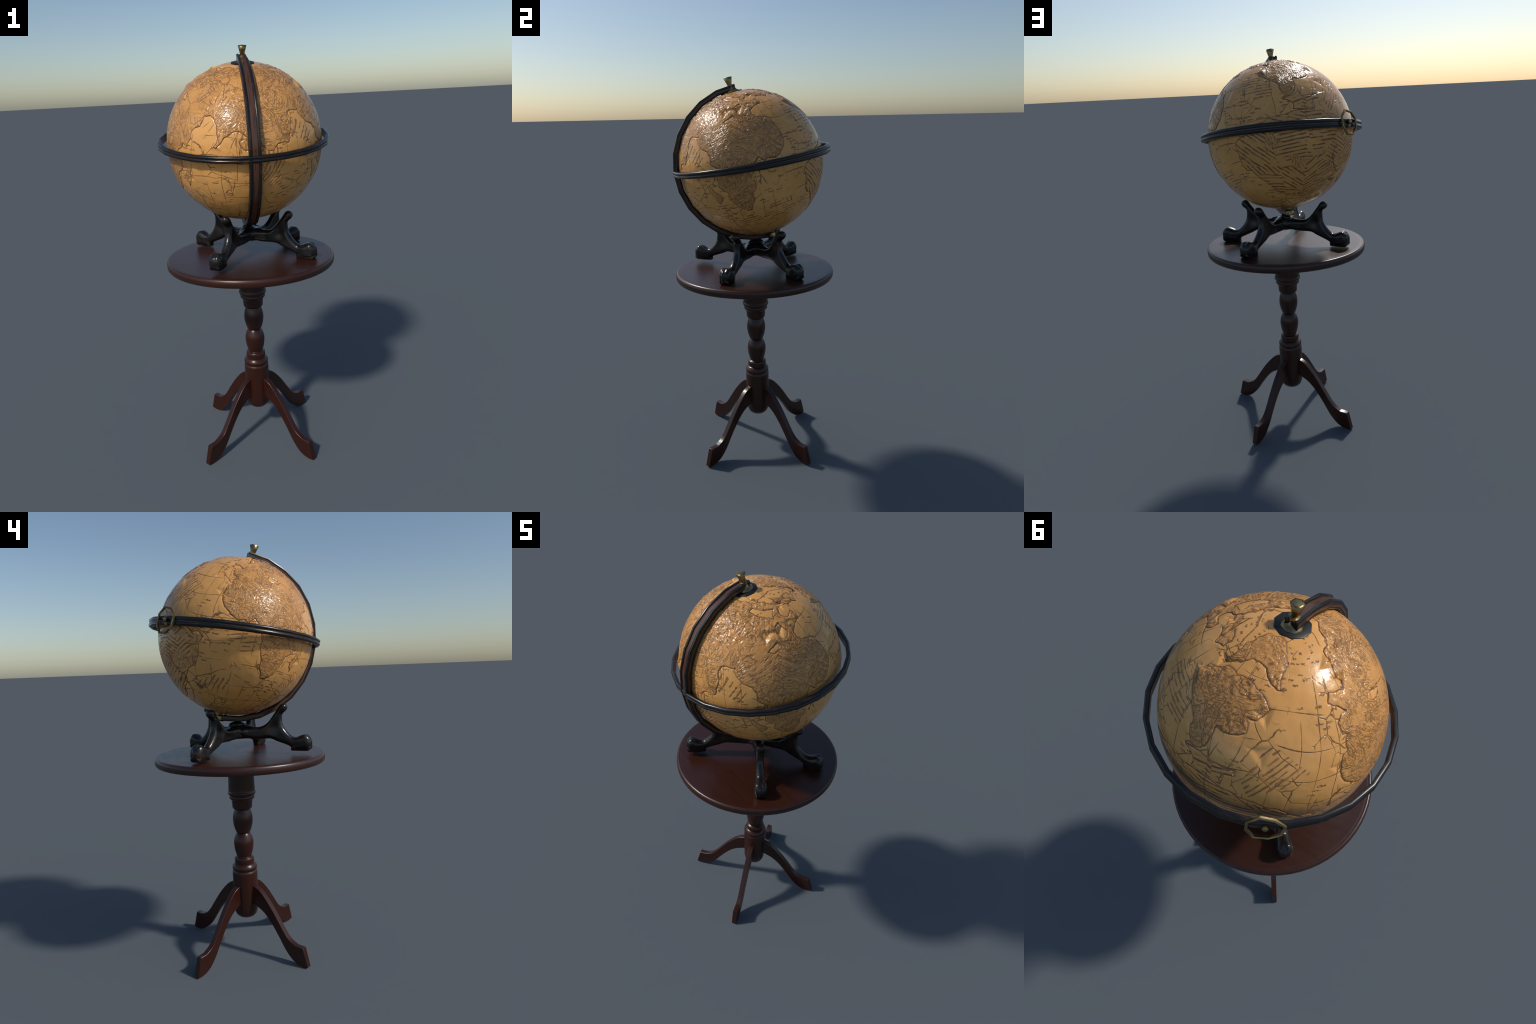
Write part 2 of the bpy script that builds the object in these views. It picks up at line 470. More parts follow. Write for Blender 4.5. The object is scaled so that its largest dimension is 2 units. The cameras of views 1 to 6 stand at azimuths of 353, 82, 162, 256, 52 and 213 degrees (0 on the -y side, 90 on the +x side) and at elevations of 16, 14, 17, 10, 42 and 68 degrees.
col += [(0.0405, 0.7430), (0.0455, 0.7455), (0.0490, 0.7510), (0.0502, 0.7580), (0.0508, 0.7700), (0.0520, 0.7850), (0.0540, 0.7920), (0.0590, 0.7960),
        (0.0625, 0.8000), (0.0637, 0.8050), (0.0625, 0.8110), (0.0615, 0.8130), (0.0640, 0.8165), (0.0680, 0.8215), (0.0698, 0.8275), (0.0690, 0.8325),
        (0.0668, 0.8355), (0.0662, 0.8385), (0.0662, 0.8500), (0.0645, 0.9000), (0.0640, 0.9880)]
v, f = lathe(col, 48)
mesh_object("column", v, f, MAT_COL, table, angle=55)

# cabriole leg: upper and lower edge of the sawn board in (reach, height)
upper = spline([(0.052, 0.350), (0.074, 0.345), (0.102, 0.331), (0.1345, 0.301), (0.176, 0.2520), (0.217, 0.194), (0.254, 0.141), (0.281, 0.1145),
                (0.316, 0.0975)], 5) + [np.array((0.358, 0.0975))]
lower = spline([(0.052, 0.2520), (0.066, 0.2500), (0.111, 0.231), (0.147, 0.203), (0.183, 0.162), (0.220, 0.111), (0.257, 0.0570), (0.2965, 0.0185),
                (0.329, 0.0040)], 5) + [np.array((0.3560, 0.0)), np.array((0.3835, 0.0040))]
n_l = min(len(upper), len(lower))
outline = list(upper) + list(lower)[::-1]
LEG_W = 0.0270
vb = []
for s in (-0.5, 0.5):
    vb += [(p[0], s * LEG_W, p[1]) for p in outline]
n = len(outline)
nu = len(upper)
fb = []
for k in range(n):
    k2 = (k + 1) % n
    fb.append((k, k2, n + k2, n + k))
# side faces as strips of quads between upper and lower edge
up_i = list(range(nu))
lo_i = list(range(n - 1, nu - 1, -1))
for base_i, flip in ((0, False), (n, True)):
    i = j = 0
    while i < len(up_i) - 1 or j < len(lo_i) - 1:
        ui, lj = up_i[i], lo_i[j]
        if j < len(lo_i) - 1 and (i >= len(up_i) - 1 or (i + 1) / len(up_i) > (j + 1) / len(lo_i)):
            tri = (base_i + ui, base_i + lj, base_i + lo_i[j + 1])
            j += 1
        else:
            tri = (base_i + ui, base_i + lj, base_i + up_i[i + 1])
            i += 1
        fb.append(tri[::-1] if flip else tri)
leg0 = mesh_object("leg", vb, fb, MAT_LEG, table, angle=40)
bevel(leg0, 0.0022, 2, 50)
for k in range(4):
    o = leg0 if k == 0 else link(leg0.copy())
    o.parent = table
    o.rotation_euler = (0, 0, rad(37.4 + 90 * k))

# ==========================================================================
#  GLOBE
# ==========================================================================
globe = link(bpy.data.objects.new("terrestrial_globe", None))
globe["label"] = "antique parchment globe in dark mount on four-pawed stand"
globe["category"] = "globe"

C = Vector((0.001, -0.003, 1.5754))
R = 0.3622
TILT = rad(14.3)
# local frame: z the polar axis, -y the side of the mount
BALL = Matrix.Translation(C) @ Matrix.Rotation(TILT, 4, "X")

# ---- the map: coasts as a few control points (longitude from the mount, latitude) ----
coast_africa = [(56, 13), (57, 10), (60, 8), (57, 1), (56, -4), (58, -7), (62, -10), (62, -14), (64, -18), (67, -24), (72, -28), (76, -28),
                (78, -24), (80, -21), (81, -14), (83, -12), (84, -8), (83, -4), (85, 0), (87, 6), (92, 9.5), (94, 5.5), (97, 7), (103, 6), (107, 8),
                (111, 11), (114, 16), (115, 21), (115, 25), (114, 28), (111, 30), (112, 33), (109, 36.5)]
east_india = [(-12, 20), (0, 20), (5, 17), (8, 13), (12, 11), (16, 15), (20, 16), (24, 15), (27, 20), (29, 25), (29, 31), (32, 35), (42, 35),
              (40, 33), (42, 29), (45, 26), (52, 22), (55, 18)]
west_india = [(-12, 21), (0, 20), (6, 22), (10, 26), (16, 25), (20, 21), (25, 17), (27, 14), (29, 15), (27, 18), (27, 24), (29, 29), (34, 35),
              (41, 34), (42, 31), (42, 27), (46, 26), (49, 22), (48, 18), (51, 12)]
east_europe = [(104.5, 34), (103, 37), (98, 41), (99, 45), (106, 49), (113, 50), (117, 53), (115, 57), (105, 55), (100, 58), (103, 62), (102, 67),
               (97, 72), (80, 74), (62, 78), (32, 78.5), (0, 78.5), (-12, 78.5)]
west_europe = [(112, 38), (115, 43), (111, 47), (107, 47), (111, 49), (118, 53), (115, 57), (104, 55), (99, 58), (103, 62), (102, 67), (96, 73),
               (78, 73), (61, 78), (32, 77.5), (0, 78.5), (-12, 78.5)]
america_south = [(192, 9), (180, 8.5), (165, 6), (150, 3), (140, -1), (135, -4), (128, -7), (124, -9), (126, -14), (126, -22), (128, -28),
                 (133, -30), (138, -36), (143, -43), (151, -52), (160, -57), (172, -60), (192, -61)]
america_north = [(192, 58), (169, 57), (160, 57), (152, 52), (148, 46), (147, 42), (154, 38), (160, 33), (164, 29), (167, 22), (170, 19),
                 (174, 20), (177, 27), (178, 34), (192, 37)]
america_north_west = [(192, 58), (180, 58), (168, 56), (161, 53), (157, 50), (163, 44), (168, 43), (167, 38), (178, 34), (192, 37)]
isthmus = [(192, 18.5), (174, 18.7), (168, 19.5), (166, 17.5), (171, 16), (173, 12), (172, 8.5), (178, 9), (192, 10)]
arctic_land = [(192, 66), (172, 65), (165, 61), (157, 58), (153, 58), (155, 62), (154, 66), (150, 69), (152, 74), (160, 79), (175, 81), (192, 81)]
madagascar = [(47, -2.5), (50, -3.5), (53, -8), (54.5, -10), (56.5, -13), (55.5, -16), (52.5, -18.5), (50.5, -15), (49, -10)]
sumatra = [(11, 19), (8, 20.5), (4, 18.5), (4, 13), (8, 14)]
ceylon = [(2, 17), (6.5, 15), (4, 12.5)]
norse_isle = [(112, 73), (121, 68), (133, 62), (129, 59), (118, 59), (112, 66)]
far_isle = [(128, 66), (141, 64), (144, 59), (134, 56), (131, 59)]
baltic = [(62, 70), (70, 65), (80, 62), (89, 59), (96, 63), (88, 66), (78, 69), (70, 71)]
inner_sea = [(85, 53), (91, 55), (94, 48), (89, 44), (84, 47)]
black_sea = [(70, 42), (80, 45), (82, 41), (74, 39)]

# (name, kind, outline on the east side, outline on the west side)
LANDS = [
    ("old_world", east_india + coast_africa + east_europe, west_india + coast_africa + west_europe, "land"),
    ("south_america", america_south, america_south, "hatch"),
    ("north_america", america_north, america_north_west, "land"),
    ("isthmus", isthmus, isthmus, "hatch"),
    ("arctic_land", arctic_land, arctic_land, "land"),
    ("madagascar", madagascar, madagascar, "land"),
    ("spice_island", ceylon, sumatra, "land"),
    ("norse_island", norse_isle, None, "land"),
    ("northern_island", far_isle, None, "land"),
]
SEAS = [(baltic, None), (inner_sea, black_sea), (black_sea, None)]


def inside(px, py, poly):
    c = np.zeros(len(px), bool)
    n = len(poly)
    for i in range(n):
        x1, y1 = poly[i]
        x2, y2 = poly[(i + 1) % n]
        if y1 == y2:
            continue
        cond = (y1 > py) != (y2 > py)
        c ^= cond & (px < (x2 - x1) * (py - y1) / (y2 - y1) + x1)
    return c


def signed(px, py, poly):
    """Degrees to the outline, positive inside."""
    cl = np.maximum(np.cos(np.radians(py)), 0.12)
    best = np.full(len(px), 1e9)
    n = len(poly)
    for i in range(n):
        x1, y1 = poly[i]
        x2, y2 = poly[(i + 1) % n]
        dx, dy = (x2 - x1) * cl, (y2 - y1)
        ex, ey = (px - x1) * cl, (py - y1)
        t = np.clip((ex * dx + ey * dy) / (dx * dx + dy * dy + 1e-9), 0, 1)
        best = np.minimum(best, (ex - t * dx) ** 2 + (ey - t * dy) ** 2)
    d = np.sqrt(best)
    return np.where(inside(px, py, poly), d, -d)


def build_ball():
    NU, NV = 1000, 480
    lat = np.linspace(-88.5, 88.5, NV)
    lon = np.linspace(-180, 180, NU, endpoint=False)
    LO, LA = np.meshgrid(lon, lat)
    LO, LA = LO.ravel(), LA.ravel()

    def unit(lo, la):
        lo, la = np.radians(lo), np.radians(la)
        return np.stack([np.cos(la) * np.sin(lo), -np.cos(la) * np.cos(lo), np.sin(la)], -1)
    U = unit(LO, LA)
    # ragged coasts
    wx = fbm(U * 8.0, 3, 0.45) * 2.2
    wy = fbm(U * 8.0 + 40, 3, 0.45) * 2.2
    a = np.abs(LO)
    qx = a + wx / np.maximum(np.cos(np.radians(LA)), 0.25)
    qy = LA + wy
    east = LO >= 0
    fields = []
    for name, pe, pw, kind in LANDS:
        d = np.full(len(LO), -30.0)
        for poly, mask in ((pe, east), (pw, ~east)):
            if poly is None:
                continue
            d[mask] = signed(qx[mask], qy[mask], poly)
        fields.append(d)
    holes = np.full(len(LO), -30.0)
    for pe, pw in SEAS:
        for poly, mask in ((pe, east), (pw, ~east)):
            if poly is None:
                continue
            near = mask & (np.abs(qy - np.mean([p[1] for p in poly])) < 25)
            holes[near] = np.maximum(holes[near], signed(qx[near], qy[near], poly))
    F = np.stack(fields, 0)
    F = np.minimum(F, -holes)
    owner = F.argmax(0)
    D = F.max(0)
    # faces
    i = np.arange(NV - 1)[:, None] * NU
    k = np.arange(NU)[None, :]
    k2 = (k + 1) % NU
    A, B, Cc, Dd = (i + k).ravel(), (i + k2).ravel(), (i + NU + k2).ravel(), (i + NU + k).ravel()
    T = np.concatenate([np.stack([A, B, Cc], -1), np.stack([A, Cc, Dd], -1)])
    own = owner.astype(np.int32)

    def cut(T, D, U, own, level):
        s = D > level
        st = s[T]
        cnt = st.sum(1)
        keep = T[(cnt == 0) | (cnt == 3)]
        mix = T[(cnt == 1) | (cnt == 2)]
        sm = s[mix]
        odd = np.where(sm.sum(1)[:, None] == 1, sm, ~sm)
        r = odd.argmax(1)
        row = np.arange(len(mix))
        p, q, w = mix[row, r], mix[row, (r + 1) % 3], mix[row, (r + 2) % 3]
        e = np.sort(np.concatenate([np.stack([p, q], -1), np.stack([p, w], -1)]), 1)
        key = e[:, 0].astype(np.int64) * (len(D) + 1) + e[:, 1]
        uk, inv = np.unique(key, return_inverse=True)
        ea, eb = uk // (len(D) + 1), uk % (len(D) + 1)
        t = np.clip((level - D[ea]) / (D[eb] - D[ea]), 0.04, 0.96)
        nU = U[ea] * (1 - t)[:, None] + U[eb] * t[:, None]
        nU /= np.linalg.norm(nU, axis=1)[:, None]
        idx = len(D) + inv
        m1, m2 = idx[: len(mix)], idx[len(mix):]
        T2 = np.concatenate([keep, np.stack([p, m1, m2], -1), np.stack([m1, q, w], -1), np.stack([m1, w, m2], -1)])
        no = np.where(D[ea] > D[eb], own[ea], own[eb])
        return T2, np.concatenate([D, np.full(len(uk), level)]), np.concatenate([U, nU]), np.concatenate([own, no])
    W0, W1 = -0.22, 0.30
    T, D, U, own = cut(T, D, U, own, W0)
    T, D, U, own = cut(T, D, U, own, W1)
    Dm = D[T].mean(1)
    region = np.where(Dm <= W0, 0, np.where(Dm <= W1, 1, 2))
    vote = T[np.arange(len(T)), D[T].argmax(1)]
    fo = own[vote]

    # ---- relief -----------------------------------------------------------
    land = smoothstep(0.1, 1.0, D)
    h = 0.0012 * smoothstep(-0.2, 0.6, D)
    h -= 0.0015 * np.exp(-(D / 0.42) ** 2)
    w3 = np.stack([noise3(U * 6 + s) for s in (0, 11, 23)], -1)
    q = U + 0.22 * w3
    sel = smoothstep(-0.06, 0.06, noise3(U * 4.5 + 70))
    r1 = 1 - np.abs(noise3(q * np.array([17, 17, 44]))) * 3.2
    r2 = 1 - np.abs(noise3(q * np.array([42, 19, 17]) + 9)) * 3.2
    wr = r1 * (1 - sel) + r2 * sel
    amt = 0.45 + 1.1 * smoothstep(-0.15, 0.25, noise3(U * 5 + 31))
    h += land * amt * 0.0008 * (wr - 0.45)
    # crumpled facets of the northern lands
    lat_v = np.degrees(np.arcsin(U[:, 2]))
    north = smoothstep(40, 52, lat_v)
    h += north * land * 0.0050 * (np.abs(fbm(U * 13 + 5, 2)) - 0.16)
    # the sea is not quite smooth either
    h += 0.0014 * fbm(U * 7 + 90, 2) * (1 - land)
    # pits and blisters where the paper has let go
    th_v = np.degrees(np.arctan2(U[:, 0], -U[:, 1]))
    for lo, la, size, depth in [(72, 51, 4.0, -0.008), (86, 50, 3.2, -0.009), (80, 47, 4, 0.004), (-27, 15.5, 3.2, 0.005), (-103, 46, 3, 0.004),
                                (-100, 60, 2.6, -0.006), (-145, -44, 4.5, -0.009), (150, 46, 3.5, 0.005), (-117, 23, 3, -0.004), (-160, 47, 3.5, -0.006),
                                (124, 26, 4, 0.004), (-49, -10, 3, -0.004), (-157, 31, 4, -0.004), (-74, 72, 3, -0.006), (60, 64, 3, -0.006),
                                (-104, 68, 2.5, 0.006), (110, 64, 3, -0.007), (153, 57, 2.5, -0.006), (-2, -44, 4, -0.004)]:
        c0 = unit(np.array([lo]), np.array([la]))[0]
        e1 = np.cross((0, 0, 1), c0)
        e1 /= np.linalg.norm(e1)
        e2 = np.cross(c0, e1)
        px, py = np.degrees(U @ e1), np.degrees(U @ e2)
        front = U @ c0 > 0.9
        s = (lo * 37 + la * 11) % 6.28
        dist = np.max([np.cos(s + 2.094 * k) * px + np.sin(s + 2.094 * k) * py for k in range(3)], axis=0)
        h += front * depth * smoothstep(size, 0.15 * size, dist)
    # hatch grooves engraved into South America
    P = U * (R + h)[:, None]

    # whole-body vertex normals
    fn = np.cross(P[T[:, 1]] - P[T[:, 0]], P[T[:, 2]] - P[T[:, 0]])
    vn = np.zeros_like(P)
    for c in range(3):
        for ax in range(3):
            vn[:, ax] += np.bincount(T[:, c], fn[:, ax], len(P))
    vn /= np.linalg.norm(vn, axis=1)[:, None] + 1e-12

    def part(name, mask, mat, kind=None):
        t = T[mask]
        if not len(t):
            return
        used, loc = np.unique(t, return_inverse=True)
        loc = loc.reshape(-1, 3)
        me = bpy.data.meshes.new(name)
        me.vertices.add(len(used))
        me.vertices.foreach_set("co", P[used].astype(np.float32).ravel())
        me.loops.add(loc.size)
        me.loops.foreach_set("vertex_index", loc.astype(np.int32).ravel())
        me.polygons.add(len(loc))
        me.polygons.foreach_set("loop_start", (np.arange(len(loc)) * 3).astype(np.int32))
        me.update(calc_edges=True)
        me.shade_smooth()
        me.normals_split_custom_set_from_vertices(vn[used].tolist())
        me.materials.append(mat)
        o = link(bpy.data.objects.new(name, me))
        o.parent = globe
        o.matrix_local = BALL
        if kind:
            o["kind"] = kind
        return o
    part("sea", region == 0, MAT_SEA)
    part("coastline", region == 1, MAT_COAST)
    for k, (name, pe, pw, kind) in enumerate(LANDS):
        part(name, (region == 2) & (fo == k), MAT_HATCH if kind == "hatch" else MAT_LAND)


build_ball()

# ---- polar fittings ------------------------------------------------------
def on_axis(name, profile, mat, seg, turn=0.0, angle=30, smooth=True):
    v, f = lathe(profile, seg)
    o = mesh_object(name, v, f, mat, globe, smooth=smooth, angle=angle)
    o.matrix_local = BALL @ Matrix.Rotation(turn, 4, "Z")
    return o


on_axis("polar_disc", [(0.053, 0.352), (0.053, 0.3610), (0.050, 0.3628), (0.02, 0.3635)], MAT_PLATE, 10, 0.2, 50)
oc = on_axis("polar_collar", [(0.0330, 0.3600), (0.0320, 0.3655), (0.0235, 0.3705), (0.0190, 0.3780), (0.0175, 0.3935), (0.010, 0.3962)], MAT_BRASS, 8, 0.3, 60)
oc.matrix_local = BALL @ Matrix.Translation((0, 0.005, 0))
on_axis("knob", [(0.0112, 0.3935), (0.0112, 0.3970), (0.0145, 0.4100), (0.0212, 0.4318), (0.0130, 0.4335)], MAT_BRASS, 6, 0.4, 180)
on_axis("lower_collar", [(0.012, -0.3985), (0.022, -0.3965), (0.024, -0.3900), (0.021, -0.3760), (0.030, -0.3640), (0.030, -0.3560)], MAT_BRASS, 8, 0.2, 40)

# ---- half meridian ("mount arm") ----------------------------------------
def arc_loft(section, a0, a1, n, taper=None, x0=-0.003):
    rings = []
    for k in range(n + 1):
        a = a0 + (a1 - a0) * k / n
        s = taper(a) if taper else 1.0
        ca, sa = math.cos(rad(a)), math.sin(rad(a))
        rings.append([(C.x + x0 - 0.001 + t * s, C.y - r * sa, C.z + r * ca) for t, r in section])
    return loft(rings)


taper = lambda a: 0.80 + 0.20 * min(1, max(0, (a - 11) / 34)) - 0.06 * min(1, max(0, (a - 160) / 34))
arm_sec = [(-0.0225, 0.3675), (-0.0262, 0.3715), (-0.0262, 0.3750), (-0.0247, 0.3762), (-0.0247, 0.3852), (-0.0262, 0.3866), (-0.0262, 0.3905),
           (-0.0235, 0.3950), (-0.0150, 0.3960), (-0.0132, 0.3945), (-0.0126, 0.3895)]
arm_sec = arm_sec + [(-t, r) for t, r in arm_sec[::-1]]
A0, A1, AN = 10.9, 194.0, 13
v, f = arc_loft(arm_sec, A0, A1, AN, taper)
mesh_object("meridian_arm", v, f, MAT_ARM, globe, angle=48)
v, f = arc_loft([(-0.0124, 0.3880), (-0.0124, 0.3908), (-0.006, 0.3914), (0.006, 0.3914), (0.0124, 0.3908), (0.0124, 0.3880)], A0 + 0.2, A1 - 0.2, AN, taper)
mesh_object("arm_inlay", v, f, MAT_ARM_BROWN, globe, angle=48)
for s in (-1, 1):
    v, f = arc_loft([(s * 0.0240, 0.3765), (s * 0.0253, 0.3768), (s * 0.0253, 0.3846), (s * 0.0240, 0.3849)], A0 + 0.2, A1 - 0.2, AN, taper)
    mesh_object("side_inlay", v, f, MAT_SIDE, globe, angle=48)

# ---- horizon band around the middle -------------------------------------
BN = Vector((-0.0074, -0.1524, 1.0)).normalized()
BX = Vector((0, 1, 0)).cross(BN).normalized()
BY = BN.cross(BX)
BAND = Matrix.Translation((-0.0026, -0.0005, 1.594)) @ Matrix((BX, BY, BN)).transposed().to_4x4()
band_sec = [(0.3850, -0.80), (0.3868, -1.0), (0.3945, -1.02), (0.4003, -0.86), (0.4026, -0.52), (0.4018, -0.24), (0.3992, -0.12),
            (0.3992, 0.12), (0.4018, 0.24), (0.4026, 0.52), (0.4003, 0.86), (0.3945, 1.02), (0.3868, 1.0), (0.3850, 0.80)]


def band(section, seg=25, phase=0.08):
    rings = []
    for k in range(seg):
        a = math.tau * (k + phase) / seg
        half = 0.0175 + 0.0028 * math.sin(a)
        rings.append([(r * 1.002 * math.cos(a), r * 1.002 * math.sin(a), h * half) for r, h in section])
    return loft(rings, closed=True)


v, f = band(band_sec)
o = mesh_object("horizon_band", v, f, MAT_BAND, globe, angle=55)
o.matrix_local = BAND
v, f = band([(0.3975, -0.11), (0.3998, -0.10), (0.3998, 0.10), (0.3975, 0.11)])
o = mesh_object("band_inlay", v, f, MAT_BAND_BROWN, globe, angle=55)
o.matrix_local = BAND
v, f = band([(0.3842, -0.70), (0.3852, -0.72), (0.3852, 0.72), (0.3842, 0.70)])
o = mesh_object("band_lining", v, f, MAT_BAND_BROWN, globe, angle=55)
o.matrix_local = BAND

# ---- pull ring with its stud at the back of the band --------------------
K = Vector((-0.2128, 0.3395, 1.6441))
out = Vector((-0.53, 0.848, 0)).normalized()
lean = rad(14)
ny = (out * math.cos(lean) + Vector((0, 0, 1)) * math.sin(lean)).normalized()
side = Vector((0, 0, 1)).cross(ny).normalized()
upv = ny.cross(side)
PULL = Matrix.Translation(K) @ Matrix((side, upv, ny)).transposed().to_4x4()
rings = []
for k in range(8):
    a = math.tau * (k + 0.28) / 8
    rr = 0.0570 * (1.0 + 0.05 * math.cos(3 * a))
    rings.append([((rr + 0.0052 * math.cos(b)) * math.cos(a), (rr + 0.0052 * math.cos(b)) * math.sin(a), 0.0062 * math.sin(b) + 0.002)
                  for b in [math.tau * (j + 0.5) / 6 for j in range(6)]])
v, f = loft(rings, closed=True)
o = mesh_object("pull_ring", v, f, MAT_BRASS, globe, angle=48)
o.matrix_local = PULL
v, f = lathe([(0.008, -0.020), (0.007, -0.004), (0.0118, 0.003), (0.0118, 0.008), (0.006, 0.0125)], 6)
o = mesh_object("stud", v, f, MAT_BRASS, globe, angle=40)
o.matrix_local = PULL @ Matrix.Translation((0.002, 0.004, 0))
v, f = lathe([(0.008, -0.020), (0.0075, -0.004), (0.0095, 0.001), (0.005, 0.006)], 6)
o = mesh_object("stud", v, f, MAT_BRASS, globe, angle=40)
o.matrix_local = PULL @ Matrix.Translation((0.001, -0.0135, -0.004))
v, f = lathe([(0.021, -0.016), (0.021, -0.008), (0.014, -0.004)], 4)
o = mesh_object("stud_plate", v, f, MAT_PLATE, globe, smooth=False)
o.matrix_local = PULL @ Matrix.Translation((0, -0.002, 0)) @ Matrix.Diagonal((1.0, 0.95, 1, 1))

# ---- four-pawed stand ----------------------------------------------------
leg_profile = [(-0.01, 1.1660), (0.045, 1.1600), (0.0995, 1.1540), (0.125, 1.1640), (0.148, 1.1860), (0.183, 1.2280), (0.197, 1.2475), (0.213, 1.2545),
               (0.2300, 1.2460), (0.2325, 1.2280), (0.222, 1.2140), (0.2080, 1.2040), (0.2050, 1.1900), (0.2090, 1.1530), (0.2290, 1.1200),
               (0.2570, 1.0930), (0.276, 1.0920), (0.294, 1.1000), (0.318, 1.1090), (0.337, 1.0990), (0.3490, 1.0800), (0.3510, 1.0530), (0.342, 1.0345),
               (0.331, 1.0270), (0.255, 1.0260), (0.2475, 1.0300), (0.2475, 1.0450), (0.210, 1.0630), (0.175, 1.0780), (0.144, 1.0930), (0.088, 1.0940),
               (0.045, 1.0990), (-0.01, 1.1010)]


def stand():
    parts = []
    legs = [(-32.5, 1.0, 0.0, 0.000), (34.5, 1.0, 0.0, 0.000), (133.5, 1.0, 0.010, 0.005), (-124.0, 1.0, 0.016, 0.017)]
    for ang, sc, dr, dz in legs:
        pts = spline(leg_profile, 2, closed=True)
        W = 0.5
        bm = bmesh.new()
        lo = [bm.verts.new((p[0], -W * 0.04, p[1])) for p in pts]
        face = bm.faces.new(lo)
        ext = bmesh.ops.extrude_face_region(bm, geom=[face])
        for g in ext["geom"]:
            if isinstance(g, bmesh.types.BMVert):
                g.co.y += W * 0.08
        bmesh.ops.triangulate(bm, faces=bm.faces)
        bmesh.ops.recalc_face_normals(bm, faces=bm.faces)
        me = bpy.data.meshes.new("tmp_leg")
        bm.to_mesh(me)
        bm.free()
        o = link(bpy.data.objects.new("tmp_leg", me))
        m = o.modifiers.new("r", "REMESH")
        m.mode, m.voxel_size = "VOXEL", 0.0032
        m2 = o.modifiers.new("s", "SMOOTH")
        m2.iterations, m2.factor = 9, 0.5
        dg = bpy.context.evaluated_depsgraph_get()
        me2 = bpy.data.meshes.new_from_object(o.evaluated_get(dg))
        bpy.data.objects.remove(o)
        n = len(me2.vertices)
        co = np.empty(n * 3, np.float32)
        me2.vertices.foreach_get("co", co)
        co = co.reshape(-1, 3).astype(float)
        r, t, z = co[:, 0], co[:, 1], co[:, 2]
        # distance to the sawn outline rounds the board off into a limb
        ring = np.array(pts)
        best = np.full(n, 1e9)
        for i in range(len(ring)):
            a0, b0 = ring[i], ring[(i + 1) % len(ring)]
            d0 = b0 - a0
            tt = np.clip(((r - a0[0]) * d0[0] + (z - a0[1]) * d0[1]) / (d0 @ d0 + 1e-12), 0, 1)
            best = np.minimum(best, (r - a0[0] - tt * d0[0]) ** 2 + (z - a0[1] - tt * d0[1]) ** 2)
        edge = np.sqrt(best)
        half = 0.0195 + 0.0095 * smoothstep(0.250, 0.300, r) * smoothstep(1.135, 1.095, z)
        half += 0.016 * smoothstep(0.10, 0.02, r)
        half += 0.0015 * smoothstep(1.205, 1.235, z)
        rho = 0.0190 + 0.008 * smoothstep(0.270, 0.300, r) * smoothstep(1.135, 1.10, z)
        foot = smoothstep(1.062, 1.040, z) * smoothstep(0.235, 0.255, r)
        dome = np.sqrt(np.maximum(1 - (1 - np.clip(edge / rho, 0, 1)) ** 2, 0))
        dome = np.maximum(dome, 0.80 * foot)
        t = t / 0.0185 * half * dome
        # toes: two grooves run over the front of the paw, brow between them
        paw = smoothstep(0.285, 0.335, r) * smoothstep(1.122, 1.10, z)
        groove = np.exp(-((t - 0.006) / 0.0045) ** 2) + 0.8 * np.exp(-((t + 0.010) / 0.004) ** 2)
        r = r - 0.0042 * paw * groove
        z = z - 0.0085 * paw * np.exp(-(t / 0.010) ** 2) * smoothstep(1.085, 1.108, z)
        # keel along the shank and hollow in the web
        web = np.exp(-(((r - 0.165) / 0.030) ** 2 + ((z - 1.150) / 0.032) ** 2))
        t = t * (1 - 0.28 * web)
        z = z + 0.004 * noise3(np.stack([r * 30, t * 30 + ang, z * 30], -1)) * smoothstep(0.16, 0.04, r)
        z = np.maximum(z, TOP_Z + 0.0003)
        r = r + dr * smoothstep(0.05, 0.14, r)
        z = z + dz * smoothstep(0.06, 0.30, r)
        ca, sa = math.cos(rad(ang)), math.sin(rad(ang))
        co = np.stack([r * ca - t * sa, r * sa + t * ca, z], -1)
        me2.vertices.foreach_set("co", co.astype(np.float32).ravel())
        me2.update()
        parts.append(link(bpy.data.objects.new("tmp_part", me2)))
    # lumpy hub and the saddle that carries the arm
    def blob(c, s, seed):
        bm = bmesh.new()
        bmesh.ops.create_icosphere(bm, subdivisions=3, radius=1.0)
        for vv in bm.verts:
            k = 1 + 0.10 * math.sin(3 * vv.co.x + seed) * math.cos(3 * vv.co.y - seed)
            vv.co = Vector((c[0] + vv.co.x * s[0] * k, c[1] + vv.co.y * s[1] * k, c[2] + vv.co.z * s[2] * k))
        me = bpy.data.meshes.new("tmp_blob")
        bm.to_mesh(me)
        bm.free()
        parts.append(link(bpy.data.objects.new("tmp_part", me)))
    blob((0.0, 0.0, 1.132), (0.062, 0.062, 0.036), 1.0)
    blob((-0.004, 0.010, 1.166), (0.026, 0.040, 0.016), 2.0)
    blob((0.020, -0.030, 1.133), (0.060, 0.026, 0.030), 3.0)
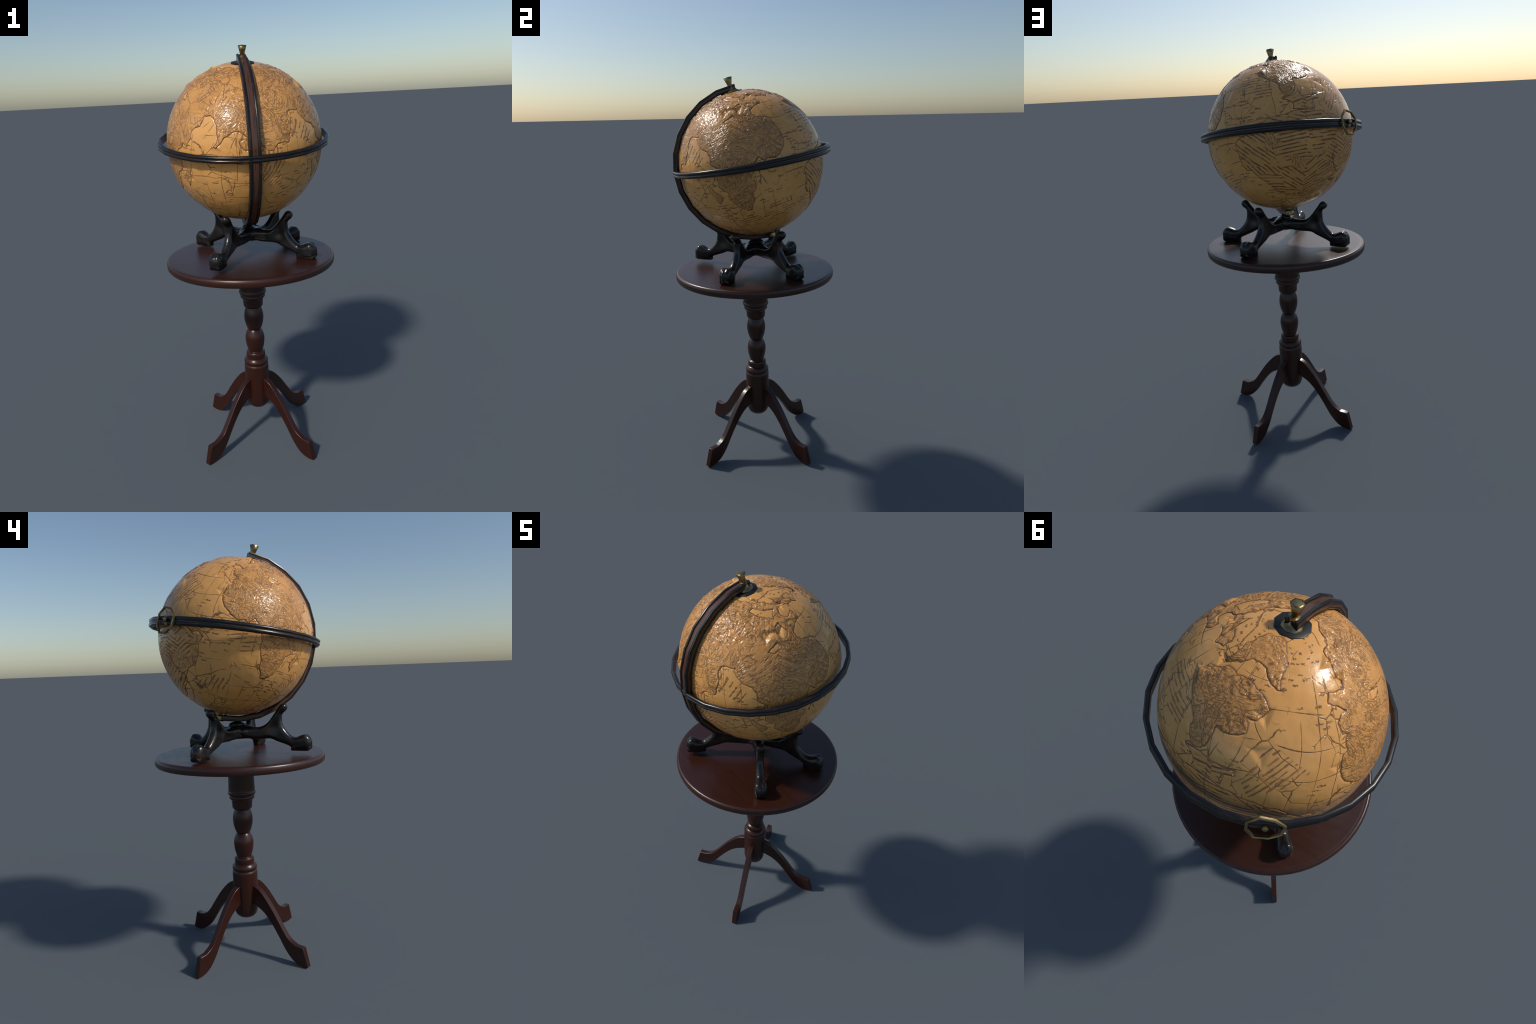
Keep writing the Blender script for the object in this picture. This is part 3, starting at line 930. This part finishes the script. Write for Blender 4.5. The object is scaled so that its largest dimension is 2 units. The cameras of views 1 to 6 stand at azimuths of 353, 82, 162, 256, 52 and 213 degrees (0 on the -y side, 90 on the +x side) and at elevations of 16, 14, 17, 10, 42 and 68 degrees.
    blob((0.020, 0.032, 1.133), (0.060, 0.026, 0.031), 4.0)
    verts, faces, off = [], [], 0
    for o in parts:
        me = o.data
        verts += [tuple(vv.co) for vv in me.vertices]
        faces += [tuple(i + off for i in p.vertices) for p in me.polygons]
        off = len(verts)
        bpy.data.objects.remove(o)
    me = bpy.data.meshes.new("tmp_all")
    me.from_pydata(verts, [], faces)
    o = link(bpy.data.objects.new("tmp_all", me))
    m = o.modifiers.new("r", "REMESH")
    m.mode, m.voxel_size = "VOXEL", 0.0027
    m2 = o.modifiers.new("s", "SMOOTH")
    m2.iterations, m2.factor = 3, 0.5
    dg = bpy.context.evaluated_depsgraph_get()
    body = bpy.data.meshes.new_from_object(o.evaluated_get(dg))
    bpy.data.objects.remove(o)
    body.shade_smooth()
    n = len(body.vertices)
    P = np.empty(n * 3, np.float32)
    body.vertices.foreach_get("co", P)
    P = P.reshape(-1, 3)
    vn = np.array([tuple(x.vector) for x in body.vertex_normals])
    polys = [tuple(p.vertices) for p in body.polygons]
    cen = np.array([P[list(p)].mean(0) for p in polys])
    rr = np.hypot(cen[:, 0], cen[:, 1])
    aa = np.degrees(np.arctan2(cen[:, 1], cen[:, 0]))
    near = np.stack([np.abs((aa - l[0] + 180) % 360 - 180) for l in legs]).argmin(0)
    hub = rr < 0.085

    def piece(name, mask, parent):
        idx = np.nonzero(mask)[0]
        used = sorted({i for k in idx for i in polys[k]})
        loc = {g: i for i, g in enumerate(used)}
        me = bpy.data.meshes.new(name)
        me.from_pydata([tuple(P[i]) for i in used], [], [tuple(loc[i] for i in polys[k]) for k in idx])
        me.shade_smooth()
        me.normals_split_custom_set_from_vertices([tuple(vn[i]) for i in used])
        me.materials.append(MAT_LACQ)
        ob = link(bpy.data.objects.new(name, me))
        ob.parent = parent
        return ob
    st = piece("stand_hub", hub, globe)
    for k in range(4):
        sel = (near == k) & ~hub
        pw = sel & (rr > 0.262 + legs[k][2]) & (cen[:, 2] < 1.16)
        lg = piece("stand_leg", sel & ~pw, globe)
        piece("paw", pw, lg)


stand()
